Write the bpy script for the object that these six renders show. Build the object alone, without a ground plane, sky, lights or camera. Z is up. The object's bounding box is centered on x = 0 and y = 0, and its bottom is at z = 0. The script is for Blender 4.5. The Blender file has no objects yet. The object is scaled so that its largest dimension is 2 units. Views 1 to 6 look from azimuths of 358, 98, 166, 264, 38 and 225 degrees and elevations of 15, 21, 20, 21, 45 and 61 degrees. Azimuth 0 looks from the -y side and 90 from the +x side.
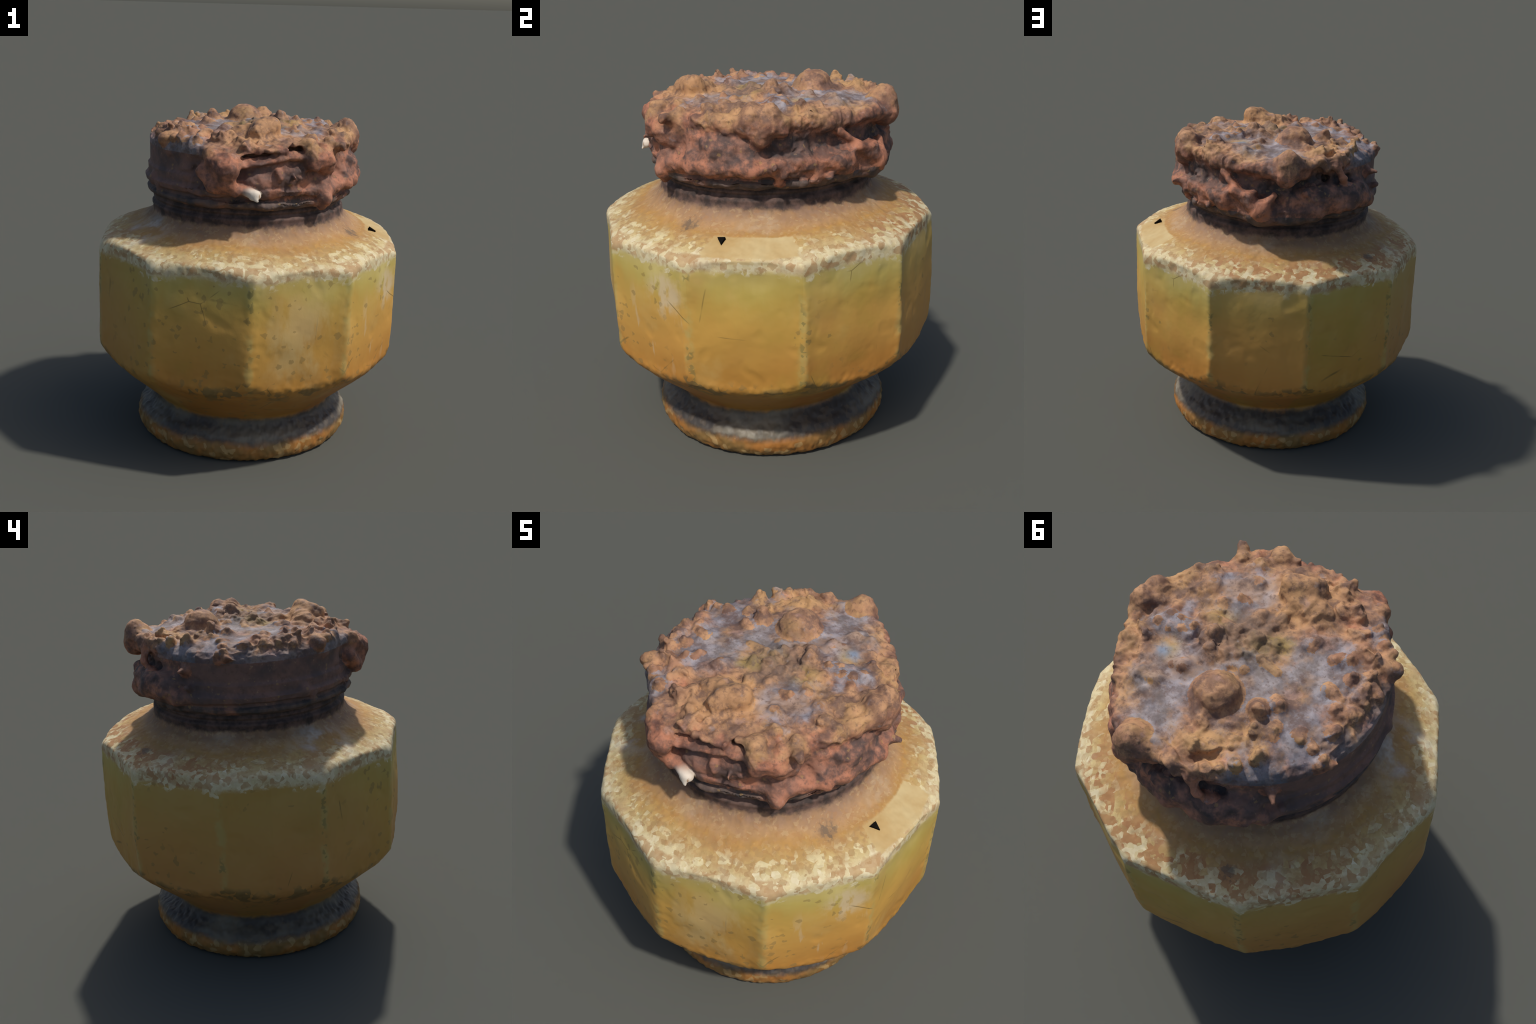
"""An old ten-sided amber glass jar with a rust-encrusted screw lid."""
import bpy, math
import numpy as np

PI = math.pi
rng = np.random.default_rng(7)

# ------------------------------------------------------------------ noise
def _hash(ix, iy, iz, seed):
    h = (ix * 374761393 + iy * 668265263 + iz * 2147483647 + seed * 144665) & 0xFFFFFFFF
    h = ((h ^ (h >> 13)) * 1274126177) & 0xFFFFFFFF
    h = ((h ^ (h >> 16)) * 2246822519) & 0xFFFFFFFF
    return (h ^ (h >> 15)) & 0xFFFFFFFF

def perlin(P, seed=0):
    i = np.floor(P).astype(np.int64)
    f = P - i
    u = f * f * f * (f * (f * 6 - 15) + 10)
    out = 0
    for dx in (0, 1):
        for dy in (0, 1):
            for dz in (0, 1):
                h = _hash(i[:, 0] + dx, i[:, 1] + dy, i[:, 2] + dz, seed)
                a = (h & 0xFFFF) / 65535.0 * 2 * PI
                c = ((h >> 16) & 0xFFFF) / 65535.0 * 2 - 1
                s = np.sqrt(1 - c * c)
                g = s * np.cos(a) * (f[:, 0] - dx) + s * np.sin(a) * (f[:, 1] - dy) + c * (f[:, 2] - dz)
                w = (u[:, 0] if dx else 1 - u[:, 0]) * (u[:, 1] if dy else 1 - u[:, 1]) * (u[:, 2] if dz else 1 - u[:, 2])
                out = out + g * w
    return out

def fbm(P, scale, octaves=3, seed=0):
    t, a, n = 0, 1.0, 0
    for k in range(octaves):
        t = t + a * perlin(P * scale * 2 ** k + 31.7 * k, seed + k)
        n += a
        a *= 0.5
    return t / n

def sstep(a, b, x):
    t = np.clip((x - a) / (b - a), 0, 1)
    return t * t * (3 - 2 * t)

def smin(a, b, k):
    h = np.maximum(k - np.abs(a - b), 0) / k
    return np.minimum(a, b) - h * h * k * 0.25

def smax(a, b, k):
    return -smin(-a, -b, k)

def angdiff(a, b):
    return (a - b + 180) % 360 - 180

# ------------------------------------------------------------------ scene helpers
def empty(name, loc=(0, 0, 0), parent=None):
    o = bpy.data.objects.new(name, None)
    bpy.context.collection.objects.link(o)
    o.location = loc
    o.parent = parent
    return o

def mesh_object(name, V, F, mat, parent, normals=None):
    """F: (n,3) or (n,4) array of indices into V; only the vertices used are kept."""
    used, inv = np.unique(F.ravel(), return_inverse=True)
    F2 = inv.reshape(F.shape)
    me = bpy.data.meshes.new(name)
    n, k = F2.shape
    me.vertices.add(len(used))
    me.vertices.foreach_set("co", V[used].astype(np.float32).ravel())
    me.loops.add(n * k)
    me.loops.foreach_set("vertex_index", F2.astype(np.int32).ravel())
    me.polygons.add(n)
    me.polygons.foreach_set("loop_start", np.arange(n, dtype=np.int32) * k)
    me.update(calc_edges=True)
    me.validate()
    me.polygons.foreach_set("use_smooth", np.ones(len(me.polygons), dtype=bool))
    if normals is not None:
        me.normals_split_custom_set_from_vertices(normals[used].astype(float).tolist())
    me.materials.append(mat)
    o = bpy.data.objects.new(name, me)
    bpy.context.collection.objects.link(o)
    o.parent = parent
    return o

def vertex_normals(V, F):
    a = V[F[:, 2]] - V[F[:, 0]]
    b = V[F[:, -1]] - V[F[:, 1]]
    n = np.cross(a, b)
    N = np.zeros_like(V)
    for c in range(F.shape[1]):
        for d in range(3):
            N[:, d] += np.bincount(F[:, c], weights=n[:, d], minlength=len(V))
    return N / (np.linalg.norm(N, axis=1, keepdims=True) + 1e-12)

# ------------------------------------------------------------------ node helpers
class Nodes:
    def __init__(self, name):
        self.mat = bpy.data.materials.new(name)
        self.mat.use_nodes = True
        self.nt = self.mat.node_tree
        self.nt.nodes.clear()
        self.out = self.n("ShaderNodeOutputMaterial")
        self.bsdf = self.n("ShaderNodeBsdfPrincipled")
        self.link(self.bsdf.outputs[0], self.out.inputs[0])
        self.co = self.n("ShaderNodeTexCoord").outputs["Object"]

    def n(self, t, **kw):
        nd = self.nt.nodes.new(t)
        for k, v in kw.items():
            setattr(nd, k, v)
        return nd

    def link(self, a, b):
        self.nt.links.new(a, b)

    def put(self, sock, v):
        if isinstance(v, bpy.types.NodeSocket):
            self.link(v, sock)
        elif isinstance(v, tuple) and len(v) == 3 and sock.type == 'RGBA':
            sock.default_value = (*v, 1)
        else:
            sock.default_value = v

    def math(self, op, a, b=0.0, c=None, clamp=False):
        nd = self.n("ShaderNodeMath", operation=op, use_clamp=clamp)
        self.put(nd.inputs[0], a)
        self.put(nd.inputs[1], b)
        if c is not None:
            self.put(nd.inputs[2], c)
        return nd.outputs[0]

    def add(self, a, b): return self.math('ADD', a, b)
    def sub(self, a, b): return self.math('SUBTRACT', a, b)
    def mul(self, a, b): return self.math('MULTIPLY', a, b)

    def mix(self, f, a, b, blend='MIX'):
        nd = self.n("ShaderNodeMix", data_type='RGBA', blend_type=blend)
        self.put(nd.inputs[0], f)
        self.put(nd.inputs[6], a)
        self.put(nd.inputs[7], b)
        return nd.outputs[2]

    def step(self, a, b, x):
        """smoothstep a->b"""
        nd = self.n("ShaderNodeMapRange", interpolation_type='SMOOTHSTEP')
        self.put(nd.inputs[0], x)
        nd.inputs[1].default_value = a
        nd.inputs[2].default_value = b
        return nd.outputs[0]

    def stepdown(self, a, b, x):
        return self.sub(1.0, self.step(a, b, x))

    def noise(self, scale, detail=4, rough=0.55, off=(0, 0, 0), stretch=(1, 1, 1), distort=0.0):
        m = self.n("ShaderNodeMapping")
        m.inputs['Location'].default_value = off
        m.inputs['Scale'].default_value = stretch
        self.link(self.co, m.inputs[0])
        nd = self.n("ShaderNodeTexNoise")
        nd.inputs['Scale'].default_value = scale
        nd.inputs['Detail'].default_value = detail
        nd.inputs['Roughness'].default_value = rough
        nd.inputs['Distortion'].default_value = distort
        self.link(m.outputs[0], nd.inputs['Vector'])
        return nd.outputs['Fac']

    def cells(self, scale, off=(0, 0, 0), stretch=(1, 1, 1), channel=0, metric='EUCLIDEAN'):
        """flat random value per angular voronoi cell"""
        m = self.n("ShaderNodeMapping")
        m.inputs['Location'].default_value = off
        m.inputs['Scale'].default_value = stretch
        self.link(self.co, m.inputs[0])
        nd = self.n("ShaderNodeTexVoronoi", distance=metric)
        nd.inputs['Scale'].default_value = scale
        self.link(m.outputs[0], nd.inputs['Vector'])
        s = self.n("ShaderNodeSeparateColor")
        self.link(nd.outputs['Color'], s.inputs[0])
        return s.outputs[channel]

    def ramp(self, x, stops):
        nd = self.n("ShaderNodeValToRGB")
        r = nd.color_ramp
        while len(r.elements) < len(stops):
            r.elements.new(0.5)
        for e, (p, c) in zip(r.elements, stops):
            e.position = p
            e.color = (*c, 1)
        self.put(nd.inputs[0], x)
        return nd.outputs[0]

    def xyz(self):
        s = self.n("ShaderNodeSeparateXYZ")
        self.link(self.co, s.inputs[0])
        return s.outputs

    def near(self, p, r0, r1, warp=None):
        """1 inside r0 of point p, 0 outside r1"""
        v = self.n("ShaderNodeVectorMath", operation='DISTANCE')
        self.link(self.co, v.inputs[0])
        v.inputs[1].default_value = p
        d = v.outputs['Value']
        if warp is not None:
            d = self.add(d, warp)
        return self.stepdown(r0, r1, d)

    def finish(self, color, rough=0.8, spec=0.25, bump=None, bstr=0.3, bdist=0.01):
        self.put(self.bsdf.inputs['Base Color'], color)
        self.put(self.bsdf.inputs['Roughness'], rough)
        self.bsdf.inputs['Specular IOR Level'].default_value = spec
        if bump is not None:
            b = self.n("ShaderNodeBump")
            b.inputs['Strength'].default_value = bstr
            b.inputs['Distance'].default_value = bdist
            self.link(bump, b.inputs['Height'])
            self.link(b.outputs[0], self.bsdf.inputs['Normal'])
        return self.mat

# ------------------------------------------------------------------ materials
def glass_material():
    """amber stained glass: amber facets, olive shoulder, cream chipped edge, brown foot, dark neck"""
    m = Nodes("stained_amber_glass")
    x, y, z = m.xyz()
    r = m.math('SQRT', m.add(m.mul(x, x), m.mul(y, y)))
    ang = m.math('ARCTAN2', y, x)
    fa = m.math('FRACT', m.add(m.mul(ang, 10 / (2 * PI)), 10.5))       # 0..1 within a facet
    fi = m.math('FLOOR', m.add(m.mul(ang, 10 / (2 * PI)), 10.5))
    edge_d = m.math('ABSOLUTE', m.sub(fa, 0.5))                         # 0.5 at a vertical edge
    wn = m.n("ShaderNodeTexWhiteNoise", noise_dimensions='1D')
    m.link(fi, wn.inputs['W'])
    facet = wn.outputs['Value']

    soft = m.sub(m.noise(2.6, 3), 0.5)
    fine = m.sub(m.noise(14, 5, 0.65), 0.5)
    streak = m.sub(m.noise(5, 4, 0.6, stretch=(1, 1, 0.22)), 0.5)
    shard = m.cells(22, metric='MANHATTAN')
    shard2 = m.cells(30, off=(3, 1, 2), channel=1)
    shard3 = m.cells(40, off=(5, 2, 1), channel=2, metric='MANHATTAN')
    shard4 = m.cells(46, off=(1, 2, 7), channel=0, metric='MANHATTAN')
    zz = m.add(z, m.add(m.mul(soft, 0.22), m.mul(streak, 0.22)))

    # facets: orange below, amber, olive yellow at the top
    wall = m.ramp(m.step(0.4, 1.3, zz), [
        (0.00, (0.42, 0.175, 0.035)), (0.12, (0.50, 0.225, 0.045)), (0.30, (0.56, 0.285, 0.064)),
        (0.60, (0.57, 0.322, 0.074)), (0.78, (0.52, 0.335, 0.078)), (0.89, (0.50, 0.385, 0.105)), (1.0, (0.58, 0.48, 0.19))])
    wall = m.mix(m.mul(m.step(0.45, 0.9, facet), 0.45), wall, (0.43, 0.28, 0.05))
    wall = m.mix(m.mul(m.stepdown(0.1, 0.4, facet), 0.35), wall, (0.56, 0.27, 0.075))
    wall = m.mix(m.mul(m.step(0.52, 0.75, m.noise(3.3, 5, 0.6, off=(4, 1, 0))), 0.40), wall, (0.60, 0.40, 0.14))
    wall = m.mix(m.mul(m.step(0.52, 0.72, m.noise(1.8, 4, 0.55, off=(1, 7, 3))), 0.5), wall, (0.38, 0.27, 0.045))
    wall = m.mix(m.mul(m.step(0.54, 0.74, m.noise(2.4, 3, 0.5, off=(8, 2, 6))), 0.4), wall, (0.46, 0.215, 0.06))
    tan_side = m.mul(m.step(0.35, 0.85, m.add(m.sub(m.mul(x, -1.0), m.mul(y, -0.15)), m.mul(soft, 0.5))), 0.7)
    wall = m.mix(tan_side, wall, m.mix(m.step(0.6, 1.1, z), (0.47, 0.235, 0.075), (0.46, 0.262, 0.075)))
    # milky streak on one facet
    st = m.mul(m.near((0.795, -0.41, 1.03), 0.05, 0.15, m.mul(fine, 0.15)), m.step(0.42, 0.50, m.noise(9, 4, 0.6, off=(0, 2, 0), stretch=(1, 1, 0.4))))
    st = m.math('MAXIMUM', st, m.mul(m.mul(m.near((0.74, -0.47, 0.82), 0.1, 0.32), 0.6), m.step(0.56, 0.62, m.noise(10, 4, 0.6, off=(5, 2, 0), stretch=(1, 1, 0.2)))))
    wall = m.mix(m.mul(st, 0.8), wall, (0.60, 0.47, 0.29))
    # little dull flakes scattered over the facets
    flk = m.mul(m.step(0.955, 0.96, shard3), m.math('MAXIMUM', m.step(0.50, 0.62, m.noise(2.5, 2, off=(2, 2, 5))), m.mul(m.step(0.25, 0.6, m.mul(y, -1.0)), 0.9)))
    sc = m.n("ShaderNodeTexVoronoi", feature='DISTANCE_TO_EDGE')
    sc.inputs['Scale'].default_value = 2.6
    m.link(m.co, sc.inputs['Vector'])
    scr = m.mul(m.stepdown(0.003, 0.009, sc.outputs['Distance']), m.step(0.56, 0.66, m.noise(4.0, 2, off=(6, 1, 1))))
    wall = m.mix(m.mul(scr, 0.7), wall, (0.16, 0.11, 0.035))
    scrape = m.mul(m.near((0.30, -0.84, 0.85), 0.10, 0.36, m.mul(fine, 0.2)), m.step(0.40, 0.58, m.noise(6, 5, 0.6, off=(3, 0, 8), stretch=(1, 1, 0.4))))
    wall = m.mix(m.mul(scrape, 0.6), wall, (0.60, 0.44, 0.20))
    wall = m.mix(m.mul(flk, 0.55), wall, (0.25, 0.17, 0.06))
    # worn vertical edges
    ed = m.mul(m.step(0.44, 0.49, m.add(edge_d, m.mul(fine, 0.12))), m.step(0.40, 0.62, m.noise(9, 4, 0.6, off=(3, 3, 3))))
    ed = m.mul(ed, m.step(0.5, 0.6, z))
    wall = m.mix(m.mul(ed, 0.45), wall, (0.44, 0.385, 0.14))
    ed2 = m.mul(m.step(0.465, 0.485, m.add(edge_d, m.mul(fine, 0.08))), m.mul(m.step(0.66, 0.70, shard3), m.step(0.5, 0.6, m.noise(3.0, 2, off=(7, 3, 3)))))
    wall = m.mix(m.mul(ed2, 0.6), wall, (0.20, 0.17, 0.06))

    # the underside bowl: orange darkened to brown for the shade beneath, grime flakes where facets meet it
    prof = m.add(r, m.mul(fine, 0.02))
    zb = m.sub(z, m.mul(m.sub(r, 0.885), 1.45))                     # constant along the facet/bowl edge
    bowl_edge = m.add(zb, m.add(m.mul(fine, 0.05), m.mul(soft, 0.05)))
    bowl = m.mix(m.step(0.25, 0.52, z), (0.20, 0.088, 0.032), (0.36, 0.17, 0.045))
    col = m.mix(m.step(0.49, 0.545, bowl_edge), bowl, wall)
    gr = m.mul(m.mul(m.step(0.49, 0.52, bowl_edge), m.stepdown(0.54, 0.575, bowl_edge)), m.step(0.50, 0.55, shard))
    gr = m.mul(gr, m.step(0.34, 0.46, m.noise(2.4, 2, off=(9, 0, 0))))
    gr = m.mul(gr, m.step(0.40, 0.46, z))
    col = m.mix(m.mul(gr, 0.75), col, (0.17, 0.125, 0.05))

    # shoulder
    zs = m.add(z, m.add(m.mul(fine, 0.05), m.mul(soft, 0.03)))
    sh_mask = m.step(1.165, 1.20, zs)
    shoulder = m.ramp(m.step(0.58, 0.92, m.add(r, m.add(m.mul(fine, 0.10), m.mul(soft, 0.14)))), [
        (0.0, (0.30, 0.18, 0.11)), (0.10, (0.42, 0.245, 0.115)), (0.26, (0.44, 0.24, 0.070)), (0.62, (0.48, 0.325, 0.125)),
        (0.82, (0.56, 0.44, 0.21)), (1.0, (0.64, 0.55, 0.34))])
    tri = m.cells(21, off=(2, 6, 4), channel=1, metric='MANHATTAN')
    brown = m.mul(m.step(0.69, 0.76, m.add(r, m.mul(soft, 0.08))), m.stepdown(0.875, 0.905, r))
    brown = m.mul(brown, m.math('MAXIMUM', m.step(0.10, 0.55, m.add(m.sub(m.mul(y, 0.95), m.mul(x, 0.25)), m.mul(soft, 0.7))),
                                m.mul(m.step(0.56, 0.66, m.noise(2.6, 3, off=(6, 2, 0))), 0.6)))
    brown = m.mul(brown, m.step(0.34, 0.38, m.add(m.mul(tri, 0.75), m.mul(shard, 0.25))))
    shoulder = m.mix(m.mul(brown, 0.9), shoulder, m.mix(shard3, (0.33, 0.145, 0.060), (0.42, 0.21, 0.085)))
    shoulder = m.mix(m.mul(m.step(0.66, 0.68, m.add(m.mul(shard2, 0.7), m.mul(tri, 0.3))), m.mul(m.step(0.70, 0.80, r), 0.85)), shoulder, (0.66, 0.57, 0.33))
    shoulder = m.mix(m.mul(m.step(0.80, 0.82, shard3), m.mul(m.step(0.62, 0.80, r), 0.6)), shoulder, (0.38, 0.24, 0.10))
    shoulder = m.mix(m.mul(m.step(0.55, 0.72, m.noise(4, 4, off=(2, 8, 1))), 0.45), shoulder, (0.52, 0.42, 0.29))
    shoulder = m.mix(m.mul(m.step(0.2, 0.75, shard3), 0.35), shoulder, m.mix(0.5, shoulder, (0.26, 0.15, 0.06)))
    shoulder = m.mix(m.mul(m.step(0.45, 0.62, m.noise(9, 5, 0.65, off=(4, 4, 0))), 0.45), shoulder, (0.36, 0.20, 0.085))
    speck = m.mix(m.step(0.3, 0.9, m.cells(50, off=(7, 2, 2), channel=1)), (0.36, 0.17, 0.06), (0.56, 0.40, 0.20))
    shoulder = m.mix(m.mul(m.step(0.62, 0.66, shard4), 0.28), shoulder, speck)
    col = m.mix(sh_mask, col, shoulder)
    # cream band on the rounded edge
    rel = m.sub(zs, m.mul(m.sub(r, 0.885), -0.55))
    band = m.mul(m.step(1.170, 1.195, m.add(m.add(rel, m.mul(soft, 0.06)), m.mul(m.sub(shard, 0.5), 0.06))),
                 m.step(0.855, 0.885, m.add(r, m.mul(m.sub(shard2, 0.5), 0.12))))
    band = m.mul(m.mul(band, m.step(0.12, 0.26, shard3)), m.add(0.25, m.mul(0.75, m.step(0.36, 0.52, m.noise(6, 4, 0.6, off=(3, 9, 9))))))
    chip_gap = m.mul(m.mul(m.step(1.185, 1.205, rel), m.step(0.855, 0.87, r)), m.mul(m.step(0.70, 0.74, tri), m.stepdown(1.25, 1.28, rel)))
    col = m.mix(m.mul(chip_gap, 0.7), col, (0.40, 0.23, 0.10))
    band = m.mul(band, m.sub(1.0, m.mul(chip_gap, 0.8)))
    col = m.mix(m.mul(band, 0.85), col, m.mix(shard3, (0.52, 0.42, 0.21), (0.72, 0.64, 0.43)))
    # smooth worn patch with no flakes
    aw = m.math('ABSOLUTE', m.sub(m.add(ang, m.mul(fine, 0.10)), 0.03))
    pt = m.mul(m.mul(m.step(1.218, 1.228, z), m.stepdown(0.27, 0.285, aw)), m.step(0.715, 0.73, m.add(r, m.mul(fine, 0.03))))
    col = m.mix(m.mul(pt, m.stepdown(0.868, 0.882, m.add(r, m.mul(m.sub(shard, 0.5), 0.02)))), col,
                m.mix(m.step(-0.2, 0.2, streak), (0.47, 0.31, 0.125), (0.55, 0.42, 0.21)))
    for p in ((0.59, -0.315, 1.33), (-0.42, 0.64, 1.30)):
        col = m.mix(m.mul(m.near(p, 0.0, 0.055, m.add(m.mul(fine, 0.16), m.mul(m.sub(shard3, 0.5), 0.05))), 0.75), col, (0.12, 0.09, 0.065))
    # bluish white bloom near the neck on the far side
    bl = m.mul(m.near((-0.62, -0.36, 1.36), 0.05, 0.24), m.step(0.45, 0.65, m.noise(7, 4, off=(5, 5, 5))))
    col = m.mix(m.mul(bl, 0.65), col, (0.56, 0.54, 0.50))

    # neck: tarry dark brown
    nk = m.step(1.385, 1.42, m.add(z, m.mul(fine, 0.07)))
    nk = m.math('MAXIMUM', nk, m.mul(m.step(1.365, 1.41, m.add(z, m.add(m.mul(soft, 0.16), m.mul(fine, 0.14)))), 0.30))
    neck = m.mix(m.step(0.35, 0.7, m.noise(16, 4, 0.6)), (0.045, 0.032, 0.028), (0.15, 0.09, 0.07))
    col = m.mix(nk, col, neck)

    # foot: grey upper moulding with a highlight painted along its rim, orange rust stain low down
    zf = m.add(z, m.add(m.mul(fine, 0.05), m.mul(soft, 0.05)))
    grey = m.mix(m.step(0.40, 0.66, m.noise(3, 4, 0.55, off=(0, 0, 4), stretch=(1, 1, 1.6))), (0.058, 0.049, 0.043), (0.145, 0.125, 0.092))
    grey = m.mix(m.mul(m.mul(m.step(0.125, 0.15, zf), m.stepdown(0.17, 0.20, zf)), m.mul(m.step(0.45, 0.62, m.noise(3, 3, off=(1, 1, 1))), m.add(0.35, m.mul(0.65, m.near((0.58, -0.25, 0.15), 0.2, 0.42))))), grey, (0.30, 0.265, 0.20))
    grey = m.mix(m.mul(m.step(0.70, 0.72, shard), 0.22), grey, (0.18, 0.13, 0.08))
    rust = m.mix(m.step(0.35, 0.65, m.noise(5, 4, off=(8, 0, 0))), (0.38, 0.155, 0.035), (0.23, 0.135, 0.045))
    rust = m.mix(m.mul(m.step(0.80, 0.82, shard2), 0.6), rust, (0.42, 0.28, 0.12))
    foot = m.mix(m.step(0.095, 0.145, zf), rust, grey)
    col = m.mix(m.stepdown(0.225, 0.265, zf), col, foot)

    bump = m.add(m.mul(fine, 0.6), m.mul(shard3, m.mul(m.math('MAXIMUM', sh_mask, m.stepdown(0.2, 0.25, z)), 0.5)))
    return m.finish(col, m.mix(m.step(1.15, 1.25, z), (0.5, 0.5, 0.5), (0.75, 0.75, 0.75)), 0.3, bump, 0.25, 0.01)


def rust_material(name, kind):
    m = Nodes(name)
    x, y, z = m.xyz()
    r = m.math('SQRT', m.add(m.mul(x, x), m.mul(y, y)))
    big = m.noise(5, 4, 0.6)
    mid = m.noise(13, 5, 0.62, off=(3, 1, 4))
    fine = m.noise(38, 5, 0.65, off=(1, 5, 2))
    # tan/orange crust
    tan = m.mix(m.step(0.35, 0.65, mid), (0.205, 0.108, 0.068), (0.46, 0.250, 0.128))
    tan = m.mix(m.mul(m.step(0.48, 0.66, m.noise(4, 4, off=(5, 0, 9))), 0.6), tan, (0.52, 0.305, 0.125))
    tan = m.mix(m.mul(m.step(0.5, 0.7, big), 0.6), tan, (0.36, 0.175, 0.105))
    # red-brown lumps of the side
    red = m.mix(m.step(0.35, 0.65, mid), (0.14, 0.066, 0.048), (0.45, 0.185, 0.105))
    red = m.mix(m.mul(m.step(0.5, 0.7, big), 0.4), red, (0.28, 0.16, 0.12))
    # dark oxide
    dark = m.mix(m.step(0.35, 0.65, mid), (0.075, 0.055, 0.05), (0.20, 0.12, 0.095))
    side = m.stepdown(1.77, 1.90, m.add(z, m.add(m.mul(m.sub(big, 0.5), 0.16), m.mul(m.sub(m.noise(9, 4, 0.6, off=(8, 8, 1)), 0.5), 0.34))))
    crust = m.mix(side, tan, red)
    if kind == 'top':
        metal = m.mix(m.step(0.35, 0.65, m.noise(12, 5, 0.6, off=(7, 7, 7))), (0.10, 0.105, 0.125), (0.33, 0.325, 0.36))
        metal = m.mix(m.mul(m.step(0.5, 0.68, m.noise(6, 3, off=(2, 9, 1))), 0.7), metal, (0.36, 0.22, 0.13))
        warp = m.mul(m.sub(m.noise(9, 5, 0.65, off=(0, 4, 4)), 0.5), 0.38)
        mask = 0.0
        for p, a, b in METAL_PATCHES:
            k = m.near(p, a, b + 0.03, warp)
            mask = k if isinstance(mask, float) else m.math('MAXIMUM', mask, k)
        col = m.mix(m.mul(mask, 0.8), crust, metal)
        rim = m.mul(m.step(0.10, 0.40, m.sub(m.mul(x, -0.9), m.mul(y, 0.1))), m.stepdown(1.835, 1.875, m.add(z, m.mul(m.sub(mid, 0.5), 0.10))))
        col = m.mix(m.mul(rim, 0.75), col, m.mix(m.step(0.4, 0.65, mid), (0.085, 0.085, 0.095), (0.23, 0.215, 0.22)))
        for p in ((-0.05, -0.10, 1.9), (0.22, -0.03, 1.9), (0.30, 0.22, 1.9)):
            col = m.mix(m.mul(m.near(p, 0.0, 0.09, m.mul(m.sub(mid, 0.5), 0.1)), 0.6), col, (0.46, 0.30, 0.05))
        bl = m.mul(m.near((0.31, 0.25, 1.9), 0.0, 0.06, m.mul(m.sub(mid, 0.5), 0.08)), 0.7)
        col = m.mix(bl, col, (0.16, 0.26, 0.40))
    elif kind == 'band':
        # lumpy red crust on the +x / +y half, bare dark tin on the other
        ang = m.math('ARCTAN2', y, x)
        bare = m.math('MAXIMUM', m.step(0.05, 0.35, m.sub(m.mul(x, -0.9), m.mul(y, 0.45))), 0.0)
        col = m.mix(m.step(0.40, 0.60, m.add(mid, m.mul(m.sub(big, 0.5), 0.8))), m.mix(0.45, dark, red), red)
        gap = m.mul(m.mul(m.step(1.64, 1.69, z), m.stepdown(1.76, 1.80, z)), m.step(0.33, 0.48, m.noise(7, 4, off=(6, 6, 2))))
        gdir = m.step(-0.05, 0.30, m.add(m.add(m.mul(y, 0.9), m.mul(x, 0.25)), m.mul(m.sub(big, 0.5), 0.5)))
        gap = m.mul(gap, m.add(0.35, m.mul(0.65, gdir)))
        col = m.mix(m.mul(gap, 0.85), col, m.mix(m.step(0.4, 0.6, mid), (0.05, 0.042, 0.042), (0.14, 0.09, 0.075)))
        col = m.mix(m.mul(bare, 0.8), col, m.mix(m.step(0.3, 0.65, big), (0.085, 0.068, 0.066), (0.20, 0.115, 0.092)))
    elif kind == 'bead':
        col = m.mix(m.step(0.5, 0.72, big), m.mix(m.step(0.35, 0.65, mid), (0.06, 0.05, 0.047), (0.15, 0.10, 0.08)), red)
    elif kind == 'shell':
        d = m.n("ShaderNodeVectorMath", operation='DISTANCE')
        m.link(m.co, d.inputs[0])
        d.inputs[1].default_value = (0.03, -0.69, 1.595)
        col = m.mix(m.stepdown(0.035, 0.10, m.add(d.outputs['Value'], m.mul(m.sub(mid, 0.5), 0.04))), red, (0.70, 0.61, 0.50))
        col = m.mix(m.step(0.62, 0.68, fine), col, (0.40, 0.24, 0.13))
    else:
        col = crust
    if kind in ('top', 'nodule'):
        och = m.near((0.05, -0.38, 1.93), 0.12, 0.24, m.mul(m.sub(mid, 0.5), 0.2))
        col = m.mix(m.mul(och, 0.45), col, (0.54, 0.295, 0.125))
        for p in ((-0.05, -0.10, 1.9), (0.02, -0.02, 1.9)):
            col = m.mix(m.mul(m.near(p, 0.0, 0.10, m.mul(m.sub(mid, 0.5), 0.16)), 0.6), col, (0.40, 0.27, 0.05))
        blot = m.mul(m.step(0.50, 0.64, m.noise(7, 5, 0.68, off=(9, 3, 1))), 0.75)
        col = m.mix(blot, col, (0.120, 0.072, 0.060))
        core = m.mul(m.near((0.06, -0.03, 1.9), 0.08, 0.26, m.mul(m.sub(mid, 0.5), 0.25)), 0.5)
        col = m.mix(m.mul(core, m.step(1.80, 1.84, z)), col, (0.15, 0.115, 0.09))
        pale = m.mul(m.step(0.60, 0.72, m.noise(10, 4, 0.6, off=(2, 6, 8))), 0.50)
        col = m.mix(pale, col, (0.42, 0.255, 0.20))
        col = m.mix(m.mul(m.step(0.62, 0.74, m.noise(16, 4, 0.6, off=(5, 6, 0))), 0.45), col, (0.27, 0.25, 0.26))
    if kind in ('top', 'nodule', 'band'):
        col = m.mix(m.mul(m.stepdown(0.32, 0.48, fine), 0.6), col, (0.12, 0.07, 0.052))
        col = m.mix(m.mul(m.step(0.60, 0.74, fine), 0.35), col, (0.56, 0.36, 0.20))
    if kind in ('band', 'bead'):
        sp = m.step(0.985, 0.988, m.cells(75, off=(4, 4, 4)))
        col = m.mix(m.mul(sp, 0.45), col, (0.36, 0.22, 0.08))
    return m.finish(col, 0.72, 0.30, m.add(m.mul(fine, 0.6), m.mul(mid, 0.4)), 0.35, 0.012)

# ------------------------------------------------------------------ the glass jar
JAR_X, JAR_Y = -0.010, 0.000
IN_R = 0.885                                   # distance of the ten facets from the axis

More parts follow.
